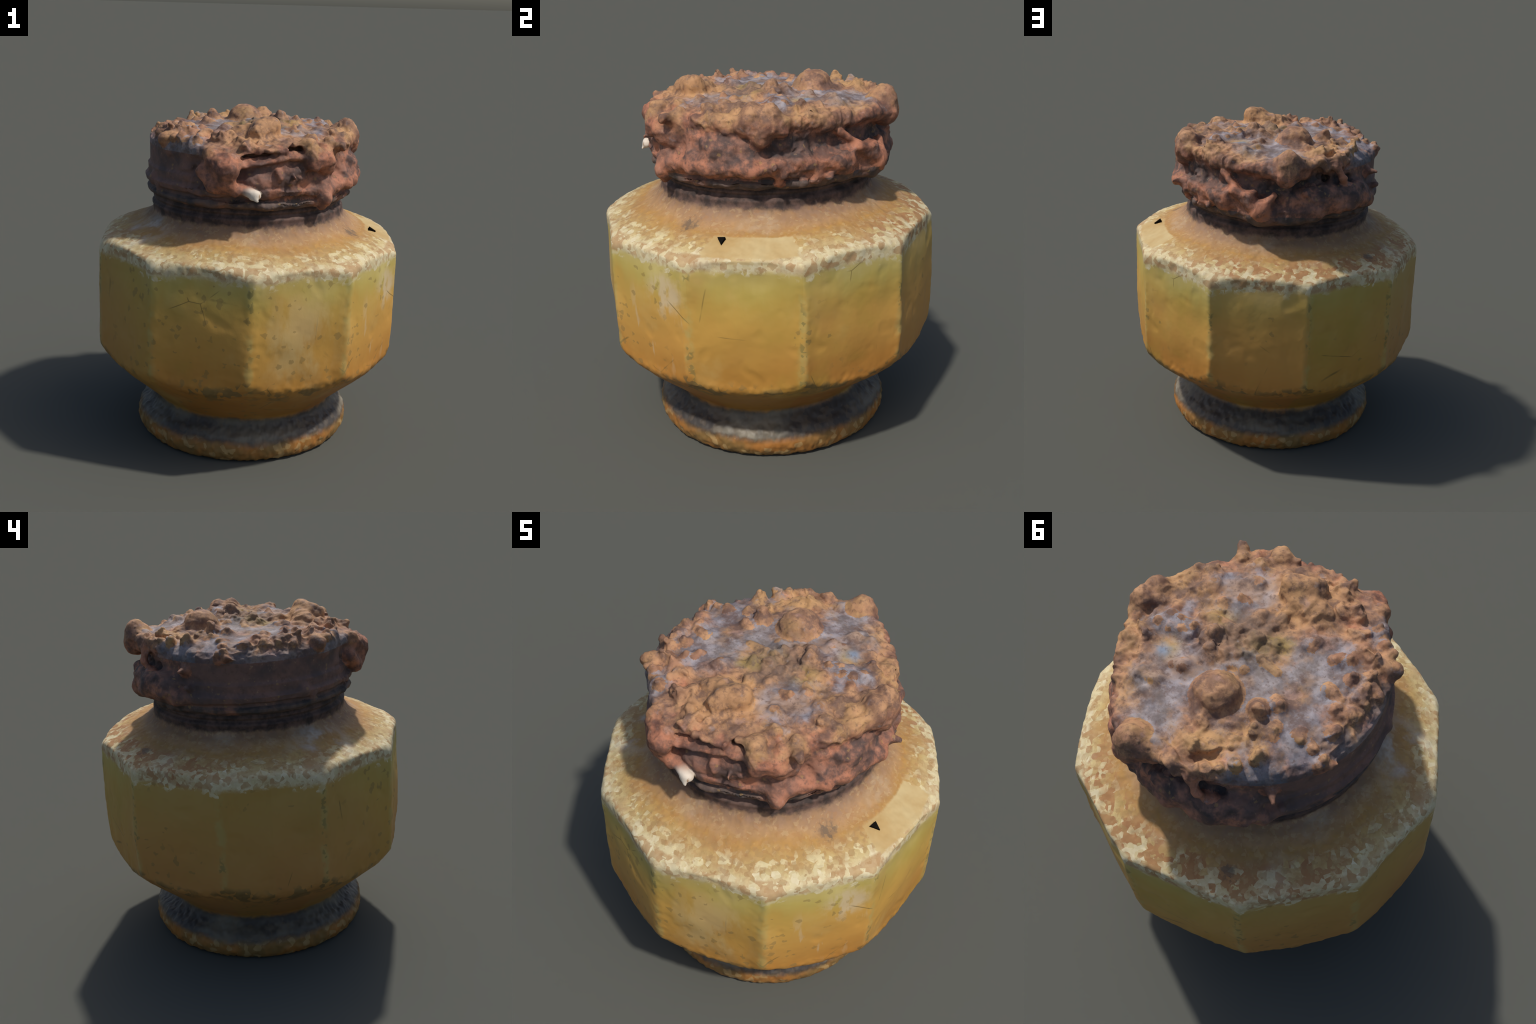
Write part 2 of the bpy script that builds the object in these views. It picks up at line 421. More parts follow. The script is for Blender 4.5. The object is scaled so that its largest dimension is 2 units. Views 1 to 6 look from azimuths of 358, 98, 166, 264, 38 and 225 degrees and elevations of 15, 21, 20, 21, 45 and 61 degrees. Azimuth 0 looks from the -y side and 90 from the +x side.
def jar_surface():
    prof = [(0.00, 0.030), (0.45, 0.028), (0.56, 0.010), (0.61, 0.000), (0.640, 0.015), (0.660, 0.050), (0.664, 0.085),
            (0.655, 0.125), (0.632, 0.158), (0.600, 0.180), (0.575, 0.205), (0.568, 0.228), (0.575, 0.252), (0.617, 0.292),
            (0.718, 0.380), (0.82, 0.472), (0.890, 0.545), (0.945, 0.625), (0.99, 0.78), (1.02, 0.90), (1.00, 1.05),
            (0.95, 1.175), (0.895, 1.232), (0.84, 1.258), (0.76, 1.288), (0.68, 1.316), (0.625, 1.350), (0.585, 1.394),
            (0.578, 1.430), (0.582, 1.442), (0.574, 1.454), (0.560, 1.462), (0.560, 1.473), (0.570, 1.484), (0.562, 1.495),
            (0.56, 1.505), (0.555, 1.56), (0.40, 1.57), (0.0, 1.57)]
    # catmull-rom through the profile, then resample evenly along the clamped outline
    P = np.array(prof)
    Q = np.vstack([2 * P[0] - P[1], P, 2 * P[-1] - P[-2]])
    pts = []
    for i in range(1, len(Q) - 2):
        for t in np.linspace(0, 1, 12, endpoint=False):
            a, b, c, d = Q[i - 1], Q[i], Q[i + 1], Q[i + 2]
            pts.append(0.5 * (2 * b + (c - a) * t + (2 * a - 5 * b + 4 * c - d) * t ** 2 + (3 * b - a - 3 * c + d) * t ** 3))
    pts = np.array(pts + [P[-1]])
    pts[:, 0] = np.maximum(pts[:, 0], 0.0005)
    cl = pts.copy()
    cl[:, 0] = np.minimum(cl[:, 0], 0.91)
    s = np.concatenate([[0], np.cumsum(np.linalg.norm(np.diff(cl, axis=0), axis=1))])
    M, T = 330, 720
    si = np.linspace(0, s[-1], M)
    pr, pz = np.interp(si, s, pts[:, 0]), np.interp(si, s, pts[:, 1])
    th = np.arange(T) / T * 2 * PI
    R, TH = np.meshgrid(pr, th, indexing='ij')
    Z = np.repeat(pz[:, None], T, 1)
    # ten vertical facets, slightly bulged, corners rounded
    wob = fbm(np.stack([np.cos(TH) * 0.9, np.sin(TH) * 0.9, Z], -1).reshape(-1, 3), 4, 2, 71).reshape(TH.shape)
    TH0, TH = TH, TH + 0.035 * wob
    k = np.round(TH / (PI / 5))
    d = TH - k * PI / 5
    lean = 0.006 * np.sin((Z - 0.55) / 0.65 * PI)
    per = np.array([-0.018, -0.010, -0.006, -0.010, -0.001, 0.007, -0.001, 0.000, -0.005, -0.004])     # no two facets sit alike
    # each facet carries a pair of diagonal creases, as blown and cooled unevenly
    tilt = np.random.default_rng(5).uniform(0.35, 1.2, (10, 2)) * np.array([1, -1])
    off0 = np.random.default_rng(6).uniform(-0.08, 0.08, (10, 2))
    ki = (k % 10).astype(int)
    u, v = 0.9 * d, Z - 0.88
    crease = 0
    for c in (0, 1):
        nx, nz = np.cos(tilt[:, c])[ki], np.sin(tilt[:, c])[ki]
        crease = crease - 0.030 * np.sqrt((nx * u + nz * v - off0[:, c][ki]) ** 2 + 0.0004)
    crease = (crease + 0.008) * sstep(0.315, 0.22, np.abs(d)) * sstep(0.5, 0.62, Z) * sstep(1.2, 1.1, Z)
    fac = np.full_like(R, 9.0)
    for dk in (-1, 0, 1):
        fac = smin(fac, (IN_R + lean + per[(ki + dk) % 10] + crease) / np.cos(d - dk * PI / 5), 0.006)
    fac = smin(fac, np.full_like(fac, IN_R * 1.05), 0.007)
    R = smin(R, fac, 0.024)
    # the underside is cut in flatter on one flank
    flank = sstep(85, 25, np.abs(angdiff(np.degrees(TH0), 65)))
    R = R - 0.031 * flank * sstep(0.195, 0.25, Z) * sstep(0.50, 0.36, Z)
    V = np.stack([R * np.cos(TH0), R * np.sin(TH0), Z], -1).reshape(-1, 3)
    # hand-made unevenness and flaky relief on shoulder, lower edge and foot
    r = np.hypot(V[:, 0], V[:, 1])
    z = V[:, 2]
    wav = fbm(V, 3.0, 2, 11) * 0.018
    gr = fbm(V, 26, 3, 21)
    flaky = sstep(1.17, 1.22, z) * sstep(1.44, 1.38, z)
    foot = sstep(0.26, 0.2, z) * sstep(0.3, 0.55, r)
    low = np.exp(-((z - 0.53) / 0.05) ** 2)
    corner = (np.abs(d) > 0.27).ravel() * sstep(0.45, 0.6, z) * sstep(1.25, 1.15, z)
    dent = np.minimum(0, fbm(V, 7, 2, 5) + 0.15) * 0.02
    off = wav * sstep(0.25, 0.5, z) * sstep(1.45, 1.3, z) + gr * (0.007 * flaky + 0.016 * foot + 0.010 * low + 0.0012 + 0.003 * corner) + dent * sstep(.4, .6, z) * sstep(1.3, 1.2, z)
    off = off * sstep(0.2, 0.5, r)
    F = np.array([(i * T + j, i * T + (j + 1) % T, (i + 1) * T + (j + 1) % T, (i + 1) * T + j)
                  for i in range(M - 1) for j in range(T)])
    N = vertex_normals(V, F)
    V = V + N * off[:, None]
    # the shoulder stands higher on the far side
    a = np.degrees(np.arctan2(V[:, 1], V[:, 0]))
    V[:, 2] += (0.018 * sstep(110, 40, np.abs(angdiff(a, 190))) + 0.012 * sstep(65, 15, np.abs(angdiff(a, 62))) - 0.005 * sstep(80, 20, np.abs(angdiff(a, -85)))) * sstep(1.14, 1.23, V[:, 2]) * sstep(1.40, 1.33, V[:, 2])
    # ragged foot edge
    rag = np.maximum(0, fbm(V, 20, 2, 61)) * 0.03 * sstep(0.03, 0.0, V[:, 2]) * sstep(0.5, 0.6, r)
    V[:, 2] = np.maximum(V[:, 2] + rag, 0.0)
    V[:, 0] += JAR_X + 0.022 * (np.clip(V[:, 2], 0, 1.3) - 0.15) * sstep(1.5, 1.3, V[:, 2])      # the jar leans a little
    V[:, 1] += JAR_Y * sstep(0.1, 0.6, V[:, 2]) * sstep(1.5, 1.2, V[:, 2])
    return V, F, vertex_normals(V, F), T

def build_jar(parent):
    V, F, N, T = jar_surface()
    mat = glass_material()
    zc = V[F].mean(1)[:, 2]
    row = np.arange(len(F)) // T
    rowz = np.array([zc[row == i].mean() for i in range(row.max() + 1)])[row]
    for name, lo, hi in (("foot", -1, 0.228), ("body", 0.228, 1.18), ("shoulder", 1.18, 1.415), ("neck", 1.415, 9)):
        sel = (rowz >= lo) & (rowz < hi)
        mesh_object(name, V, F[sel], mat, parent, N)

# ------------------------------------------------------------------ the rusted lid
def pol(ang, r, z):
    a = math.radians(ang)
    return (r * math.cos(a), r * math.sin(a), z)

LID_PROFILE = [(0.0, 1.50), (0.56, 1.497), (0.592, 1.505), (0.615, 1.525), (0.618, 1.546), (0.598, 1.560), (0.596, 1.572), (0.622, 1.584), (0.630, 1.615),
               (0.610, 1.632), (0.612, 1.680), (0.600, 1.695), (0.602, 1.80), (0.594, 1.830), (0.565, 1.858), (0.51, 1.880), (0.42, 1.896), (0.0, 1.906)]

def capsules():
    """(name, a, b, ra, rb, blend): named lumps of corrosion; rb != ra tapers the lump"""
    C = []
    def cap(name, a, b, ra, rb=None, k=0.03):
        C.append((name, np.array(a, float), np.array(b, float), ra, ra if rb is None else rb, k))
    # --- big blisters on the top
    cap("blister", (-0.028, 0.265, 1.880), (-0.028, 0.265, 1.888), 0.112, k=0.03)
    cap("blister", (0.035, -0.425, 1.915), (0.105, -0.36, 1.935), 0.062, 0.066, 0.03)
    cap("blister", (-0.06, -0.35, 1.895), (0.05, -0.32, 1.905), 0.055, 0.045, 0.05)
    # --- rim knobs
    cap("knob", (0.095, 0.635, 1.855), (0.11, 0.645, 1.805), 0.082, 0.080, 0.03)            # +y
    cap("knob", (0.03, 0.62, 1.83), (-0.01, 0.60, 1.82), 0.06, 0.045, 0.03)
    cap("knob", (0.30, 0.555, 1.815), (0.14, 0.625, 1.815), 0.034, 0.045, 0.025)
    cap("knob", (0.585, 0.02, 1.870), (0.605, 0.01, 1.84), 0.066, 0.060, 0.02)              # +x
    cap("knob", (0.590, 0.10, 1.865), (0.610, 0.105, 1.835), 0.066, 0.066, 0.012)
    cap("knob", (0.610, 0.055, 1.80), (0.615, 0.06, 1.77), 0.064, 0.050, 0.015)
    cap("knob", (0.60, 0.155, 1.83), (0.61, 0.165, 1.80), 0.045, 0.04, 0.015)
    cap("knob", (-0.215, -0.585, 1.805), (-0.135, -0.650, 1.735), 0.050, 0.066, 0.03)        # -y
    cap("knob", (-0.135, -0.650, 1.735), (-0.125, -0.650, 1.680), 0.056, 0.042, 0.03)
    cap("knob", pol(-115, .625, 1.72), pol(-109, .652, 1.655), 0.046, 0.038, 0.03)
    cap("knob", pol(-109, .652, 1.655), pol(-98, .660, 1.612), 0.036, 0.022, 0.03)
    cap("knob", (-0.205, -0.615, 1.760), (-0.160, -0.645, 1.675), 0.044, 0.038, 0.03)
    cap("knob", (-0.160, -0.645, 1.675), (-0.08, -0.652, 1.635), 0.034, 0.024, 0.03)
    cap("knob", (-0.13, -0.62, 1.79), (-0.03, -0.60, 1.80), 0.045, 0.030, 0.03)
    cap("knob", (0.310, -0.500, 1.850), (0.345, -0.522, 1.785), 0.062, 0.054, 0.025)         # front right
    cap("knob", (0.335, -0.525, 1.765), (0.340, -0.530, 1.755), 0.048, 0.045, 0.012)
    cap("knob", (0.440, -0.405, 1.745), (0.435, -0.405, 1.725), 0.048, 0.045, 0.015)
    cap("knob", (0.43, -0.39, 1.81), (0.455, -0.36, 1.80), 0.046, 0.042, 0.02)
    cap("knob", (0.41, -0.47, 1.775), (0.42, -0.46, 1.75), 0.060, 0.060, 0.03)
    cap("knob", (-0.47, -0.335, 1.86), (-0.495, -0.355, 1.858), 0.050, 0.040, 0.03)          # -x -y corner
    # --- crust hanging below the rim
    cap("drip", (0.405, -0.445, 1.64), (0.41, -0.475, 1.56), 0.046, 0.042, 0.025)
    cap("drip", (0.41, -0.475, 1.56), (0.40, -0.475, 1.515), 0.042, 0.030, 0.02)
    cap("drip", pol(14, 0.625, 1.63), pol(14, 0.62, 1.55), 0.030, 0.022, 0.02)
    cap("drip", pol(109, 0.63, 1.83), pol(111, 0.655, 1.77), 0.030, 0.020, 0.02)
    cap("drip", pol(111, 0.655, 1.77), pol(118, 0.63, 1.70), 0.018, 0.020, 0.03)
    cap("drip", pol(45, 0.61, 1.77), pol(55, 0.64, 1.68), 0.020, 0.032, 0.02)
    cap("drip", pol(55, 0.65, 1.68), pol(69, 0.665, 1.585), 0.036, 0.052, 0.03)
    cap("drip", pol(69, 0.66, 1.585), pol(75, 0.65, 1.68), 0.045, 0.022, 0.03)
    # --- fragment of shell stuck to the band
    cap("shell_fragment", (-0.150, -0.610, 1.658), (0.018, -0.668, 1.607), 0.028, 0.022, 0.015)
    cap("shell_fragment", (-0.085, -0.615, 1.645), (0.032, -0.655, 1.606), 0.024, 0.020, 0.015)
    cap("shell_fragment", (0.005, -0.668, 1.603), (0.034, -0.684, 1.580), 0.022, 0.009, 0.010)
    # --- lower ridge round the crusted half
    prev = None
    for a, r, z, t in ((-47, .605, 1.60, .052), (-38, .605, 1.615, .040), (-28, .62, 1.635, .042), (-18, .615, 1.64, .050), (-8, .62, 1.635, .045),
                       (2, .625, 1.625, .042), (12, .62, 1.635, .036), (23, .60, 1.62, .036), (32, .605, 1.61, .042), (41, .61, 1.63, .046),
                       (47, .605, 1.625, .052), (60, .60, 1.575, .04), (72, .63, 1.565, .052), (84, .635, 1.562, .054), (97, .635, 1.58, .056), (108, .635, 1.625, .056),
                       (117, .64, 1.63, .056), (126, .635, 1.62, .054), (135, .625, 1.60, .040), (150, .60, 1.60, .026), (170, .595, 1.60, .022)):
        p = pol(a, r, z)
        if prev:
            cap("", prev[0], p, prev[1], t, 0.035)
        prev = (p, t)
    cap("", pol(84, .615, 1.645), pol(103, .625, 1.67), .055, .058, .05)
    cap("", pol(103, .625, 1.67), pol(122, .620, 1.665), .058, .052, .05)
    cap("", pol(48, .605, 1.545), pol(68, .635, 1.542), .040, .046, .04)
    cap("", pol(68, .635, 1.542), pol(88, .615, 1.540), .046, .044, .04)
    cap("", pol(24, .615, 1.645), pol(47, .625, 1.65), .042, .050, .04)
    cap("", pol(-28, .590, 1.695), pol(-14, .598, 1.705), .040, .048, .05)          # red lumps between rim and ridge
    cap("", pol(-14, .598, 1.705), pol(2, .590, 1.690), .048, .036, .05)
    cap("", pol(-20, .60, 1.74), pol(-16, .605, 1.71), .035, .030, .04)
    cap("", pol(118, .625, 1.68), pol(130, .615, 1.66), .05, .045, .05)
    cap("", pol(11, .635, 1.640), pol(11.5, .70, 1.640), .034, .014, .02)
    for a, r, z, t in ((31, .63, 1.565, .026), (37, .635, 1.575, .026), (25, .63, 1.56, .022), (48, .63, 1.60, .045), (16, .64, 1.605, .022),
                       (-28, .645, 1.61, .028), (-156, .605, 1.62, .035), (-150, .60, 1.575, .025)):
        cap("", pol(a, r, z), pol(a, r, z - .01), t, t, .02)
    # --- overhanging crust edge along the rim
    prev = None
    for a, r, z, t in ((-47, .60, 1.820, .042), (-36, .565, 1.825, .036), (-28, .560, 1.830, .034), (-19, .560, 1.835, .036), (-11, .575, 1.835, .036),
                       (0, .60, 1.83, .042), (14, .60, 1.835, .038), (24, .59, 1.832, .034), (38, .582, 1.825, .032), (50, .588, 1.82, .034),
                       (60, .605, 1.81, .034), (75, .60, 1.82, .045), (90, .60, 1.83, .042), (100, .605, 1.845, .034), (109, .61, 1.85, .030), (122, .59, 1.84, .020)):
        p = pol(a, r, z)
        if prev:
            cap("", prev[0], p, prev[1], t, 0.03)
        prev = (p, t)
    prev = None
    for a, r, z, t in ((-118, .590, 1.815, .040), (-104, .590, 1.815, .034), (-94, .592, 1.828, .020), (-82, .596, 1.830, .018), (-70, .60, 1.828, .018), (-56, .60, 1.82, .035)):
        p = pol(a, r, z)
        if prev:
            cap("", prev[0], p, prev[1], t, 0.02)
        prev = (p, t)
    prev = None
    for a, r, z, t in ((-102, .655, 1.755, .024), (-94, .640, 1.762, .018), (-86, .618, 1.772, .016), (-76, .612, 1.788, .016), (-67, .612, 1.800, .016), (-60, .615, 1.795, .026)):
        p = pol(a, r, z)
        if prev:
            cap("flap", prev[0], p, prev[1], t, 0.014)
            q0, q1 = prev[0], p
            cap("flap", (q0[0] * .94, q0[1] * .94, q0[2] + .010), (q1[0] * .94, q1[1] * .94, q1[2] + .010), .020, .020, 0.02)
        prev = (p, t)
    cap("", (0.24, -0.53, 1.865), (0.335, -0.50, 1.875), 0.026, 0.030, 0.02)                # arch over the hole
    prev = None
    for a, r, z, t in ((-150, .575, 1.82, .030), (-140, .58, 1.80, .030), (-130, .575, 1.81, .030), (-122, .58, 1.81, .03)):
        p = pol(a, r, z)
        if prev:
            cap("", prev[0], p, prev[1], t, 0.03)
        prev = (p, t)
    # little spurs on the bare side
    cap("spur", pol(139, .59, 1.755), pol(139.3, .625, 1.757), .040, .022, .02)
    cap("spur", pol(139.3, .625, 1.757), pol(139.5, .66, 1.76), .018, .012, .008)
    cap("", pol(-88, .575, 1.67), pol(-66, .575, 1.69), .055, .055, .05)
    cap("", pol(-69, .62, 1.695), pol(-69, .655, 1.69), .018, .013, .01)
    cap("", pol(-77, .615, 1.72), pol(-76, .625, 1.70), .022, .018, .02)
    cap("", pol(143, .63, 1.66), pol(143, .65, 1.67), .02, .018, .02)
    # --- small nodules of the top: x, y, size, height
    small = [(-.28, -.20, 30, 20), (-.34, -.32, 34, 35), (-.33, -.25, 26, 20), (-.41, -.305, 38, 45), (-.37, -.07, 34, 18), (-.49, -.12, 26, 22),
             (-.50, -.04, 26, 14), (-.49, .18, 26, 18), (-.55, .18, 24, 26), (-.42, .18, 30, 15), (-.11, .50, 34, 18), (-.17, .46, 26, 18),
             (.30, .41, 26, 14), (.20, .055, 42, 22), (.14, .14, 30, 24), (.35, .09, 38, 18), (.43, .16, 34, 18), (.04, -.06, 44, 22),
             (-.045, -.085, 26, 14), (.03, -.19, 34, 20), (.12, -.16, 30, 14), (.26, -.30, 24, 12), (.24, -.18, 22, 22), (.30, -.11, 28, 14),
             (.45, -.05, 32, 18), (.40, .12, 30, 20), (.53, .06, 34, 12), (.48, .29, 28, 18), (.50, .365, 30, 14), (.41, .47, 26, 16),
             (.31, .58, 34, 20), (.46, -.21, 34, 16), (.44, -.37, 36, 22), (-.03, -.57, 30, 10), (-.35, .35, 28, 42), (-.21, .20, 48, 42),
             (-.26, .13, 36, 26), (.225, .38, 30, 14), (-.06, .39, 28, 12), (-.14, -.43, 34, 22), (-.19, -.46, 30, 22), (-.31, -.46, 34, 30),
             (-.55, .21, 22, 18), (-.44, -.01, 30, 20), (-.45, -.23, 36, 40), (-.40, -.17, 32, 30), (-.17, -.47, 36, 26), (-.06, -.52, 34, 16),
             (-.32, .22, 28, 20), (-.27, .28, 26, 16), (-.30, .45, 28, 34), (-.27, .49, 24, 26), (-.23, .52, 26, 26), (-.13, .475, 18, 30),
             (-.06, .61, 24, 26), (-.05, .006, 26, 14), (.18, .075, 46, 36), (.275, .085, 22, 40), (.19, .25, 26, 12), (.42, .23, 26, 22),
             (.47, .21, 22, 18), (.30, .12, 30, 16), (.36, .15, 28, 16), (-.16, -.19, 28, 10), (.04, .06, 32, 18), (.25, .0, 34, 16),
             (.52, -.05, 30, 14), (.41, -.17, 26, 12), (.13, -.02, 34, 16), (-.02, .10, 24, 12), (.09, .10, 30, 16), (.30, .02, 28, 18),
             (-.36, .37, 26, 30), (-.47, -.16, 30, 26), (-.50, .07, 26, 16), (-.25, -.36, 30, 20), (-.38, -.40, 26, 34), (.33, -.40, 32, 14)]
    for x, y, s, h in small:
        r = math.hypot(x, y)
        top = float(np.interp(r, [p[0] for p in LID_PROFILE[11:]][::-1], [p[1] for p in LID_PROFILE[11:]][::-1]))
        s, h = s * 0.00125, h * 0.001 * 1.15
        tilt = rng.normal(0, 0.010, 2)
        run = rng.normal(0, 0.55, 2) * s                    # most lumps trail off into a short ridge
        cap("nodule", (x, y, top - s * 0.35), (x + tilt[0] + .02 * x, y + tilt[1] + .02 * y, top + h - s * 0.1), s, max(0.010, s * rng.uniform(0.30, 0.55)), 0.030)
        cap("nodule", (x, y, top - s * 0.3), (x + run[0] * 2, y + run[1] * 2, top - s * 0.1), s * 0.8, s * 0.45, 0.030)
    return C

def cavities():
    """(a, b, ra, rb, blend) carved out"""
    D = []
    def cut(a, b, ra, rb=None, k=0.015):
        D.append((np.array(a, float), np.array(b, float), ra, ra if rb is None else rb, k))
    cut((0.265, -0.64, 1.838), (0.245, -0.48, 1.83), 0.034, 0.028)              # hole under the arch
    cut((0.225, -0.62, 1.832), (0.205, -0.50, 1.828), 0.024, 0.020)
    for a in np.arange(-95, -76, 1.0):                                          # slit under the leaf of crust
        t = 0.009 + 0.010 * math.sin((a + 95) / 19 * PI) ** 0.7
        cut(pol(a, .70, 1.803 + (a + 95) * .0006), pol(a, .565, 1.800 + (a + 95) * .0006), t, t * 0.8, .006)
    cut(pol(79, .755, 1.830), pol(80, .75, 1.80), 0.030, 0.024)                 # crater in the +y knob
    cut(pol(95, .71, 1.838), pol(98, .62, 1.80), 0.020, 0.030)
    cut(pol(99, .70, 1.80), pol(101, .60, 1.785), 0.024, 0.026)
    cut(pol(104, .72, 1.770), pol(105, .56, 1.765), 0.030, 0.028)
    cut(pol(123, .70, 1.755), pol(119, .60, 1.75), 0.026, 0.02)
    cut(pol(-124, .64, 1.70), pol(-122, .60, 1.72), 0.022, 0.02)
    prev = None                                                                # deep fold between rim and lower ridge
    for a, r, z, t in ((13, .665, 1.735, .050), (23, .65, 1.73, .058), (33, .645, 1.728, .060), (42, .645, 1.735, .054), (52, .65, 1.745, .046), (60, .655, 1.75, .047), (67, .66, 1.735, .045)):
        p = pol(a, r, z)
        if prev:
            cut(prev[0], p, prev[1], t, .02)
        prev = (p, t)
    cut(pol(-36, .655, 1.745), pol(-26, .65, 1.735), 0.042, 0.040, .02)
    cut(pol(-12, .665, 1.765), pol(-7, .665, 1.76), 0.030, 0.026, .02)
    cut(pol(23, .66, 1.575), pol(28, .655, 1.58), 0.024, 0.016)
    cut(pol(8, .655, 1.57), pol(-4, .655, 1.565), 0.024, 0.018)
    cut(pol(-16, .65, 1.57), pol(-24, .65, 1.565), 0.022, 0.014)
    cut(pol(36, .66, 1.585), pol(38, .655, 1.59), 0.018, 0.012)
    cut(pol(-23, .655, 1.835), pol(-17, .650, 1.838), 0.046, 0.040, .008)         # shallow broken blister
    return D

def seg_cone(P, a, b, ra, rb):
    ab = b - a
    L = float(ab @ ab)
    t = np.clip(((P - a) @ ab) / max(L, 1e-9), 0, 1)
    return np.linalg.norm(P - a - t[:, None] * ab, axis=1) - (ra + (rb - ra) * t)

def lathe_sdf(P):
    q = np.stack([np.hypot(P[:, 0], P[:, 1]), P[:, 2]], -1)
    pr = np.array(LID_PROFILE)
    best = np.full(len(q), 9.0)
    inside = np.zeros(len(q), bool)
    for i in range(len(pr)):
        a, b = pr[i], pr[(i + 1) % len(pr)]
        ab = b - a
        t = np.clip(((q - a) @ ab) / max(ab @ ab, 1e-9), 0, 1)
        if i < len(pr) - 1:
            best = np.minimum(best, np.linalg.norm(q - a - t[:, None] * ab, axis=1))
        cr = (a[1] > q[:, 1]) != (b[1] > q[:, 1])
        with np.errstate(divide='ignore', invalid='ignore'):
            xi = a[0] + (q[:, 1] - a[1]) * (b[0] - a[0]) / (b[1] - a[1])
        inside ^= cr & (q[:, 0] < xi)
    return np.where(inside, -best, best)

def in_box(P, a, b, R):
    """indices of the points within R of the box spanned by a and b"""
    lo, hi = np.minimum(a, b) - R, np.maximum(a, b) + R
    i = np.flatnonzero((P[:, 0] > lo[0]) & (P[:, 0] < hi[0]))
    Q = P[i]
    return i[(Q[:, 1] > lo[1]) & (Q[:, 1] < hi[1]) & (Q[:, 2] > lo[2]) & (Q[:, 2] < hi[2])]

def lid_field(P, C, D):
    f = lathe_sdf(P)
    for op in field_steps(C, D):
        sign, a, b, ra, rb, k = op
        i = in_box(P, a, b, max(ra, rb) + 0.05)
        d = seg_cone(P[i], a, b, ra, rb)
        f[i] = smin(f[i], d, k) if sign > 0 else smax(f[i], -d, k)
    return f

def field_steps(C, D):
    """lumps, then hollows, then what hangs across the hollows"""
    late = ("drip", "shell_fragment", "flap", "spur")
    return ([(1, *q[1:]) for q in C if q[0] not in late] + [(-1, *q) for q in D] + [(1, *q[1:]) for q in C if q[0] in late])

def surface_nets(f, org, h):
    """quad mesh of the zero level of a sampled field"""
    neg = f < 0
    n = np.array(f.shape) - 1
    corners = [(i, j, k) for i in (0, 1) for j in (0, 1) for k in (0, 1)]
    cnt = sum(neg[i:i + n[0], j:j + n[1], k:k + n[2]].astype(np.int8) for i, j, k in corners)
    cells = np.argwhere((cnt > 0) & (cnt < 8))
    ids = np.full(n, -1, np.int32)
    ids[tuple(cells.T)] = np.arange(len(cells))
    pos, num = np.zeros((len(cells), 3)), np.zeros(len(cells))
    for c in corners:
        for ax in range(3):
            if c[ax]:
                continue
            e = list(c); e[ax] = 1
            fa = f[tuple((cells + c).T)]
            fb = f[tuple((cells + e).T)]
            m = (fa < 0) != (fb < 0)
            p = np.repeat(np.array(c, float)[None], len(cells), 0)
            p[m, ax] = fa[m] / (fa[m] - fb[m])
            pos[m] += p[m]
            num += m
    V = org + h * (cells + pos / num[:, None])
    quads = []
    for ax in range(3):
        u, w = (ax + 1) % 3, (ax + 2) % 3
        lo = [slice(None)] * 3; hi = [slice(None)] * 3
        lo[ax], hi[ax] = slice(0, -1), slice(1, None)
        A, B = neg[tuple(lo)], neg[tuple(hi)]
        for first, second, flip in ((A, B, False), (B, A, True)):
            g = np.argwhere(first & ~second)
            g = g[(g[:, u] > 0) & (g[:, w] > 0) & (g[:, u] < n[u]) & (g[:, w] < n[w])]
            q = []
            for du, dw in ((-1, -1), (0, -1), (0, 0), (-1, 0)):
                c = g.copy(); c[:, u] += du; c[:, w] += dw
                q.append(ids[tuple(c.T)])
            q = np.stack(q, -1)
            quads.append(q[:, ::-1] if flip else q)
    return V, np.vstack(quads)

def worley(P, seed):
    """distance to the nearest of one jittered point per unit cell"""
    i = np.floor(P).astype(np.int64)
    best = np.full(len(P), 9.0)
    for dx in (-1, 0, 1):
        for dy in (-1, 0, 1):
            for dz in (-1, 0, 1):
                c = i + (dx, dy, dz)
                h = _hash(c[:, 0], c[:, 1], c[:, 2], seed)
                q = c + np.stack([(h & 1023) / 1023, ((h >> 10) & 1023) / 1023, ((h >> 20) & 1023) / 1023], -1)
                best = np.minimum(best, np.linalg.norm(P - q, axis=1))
    return best

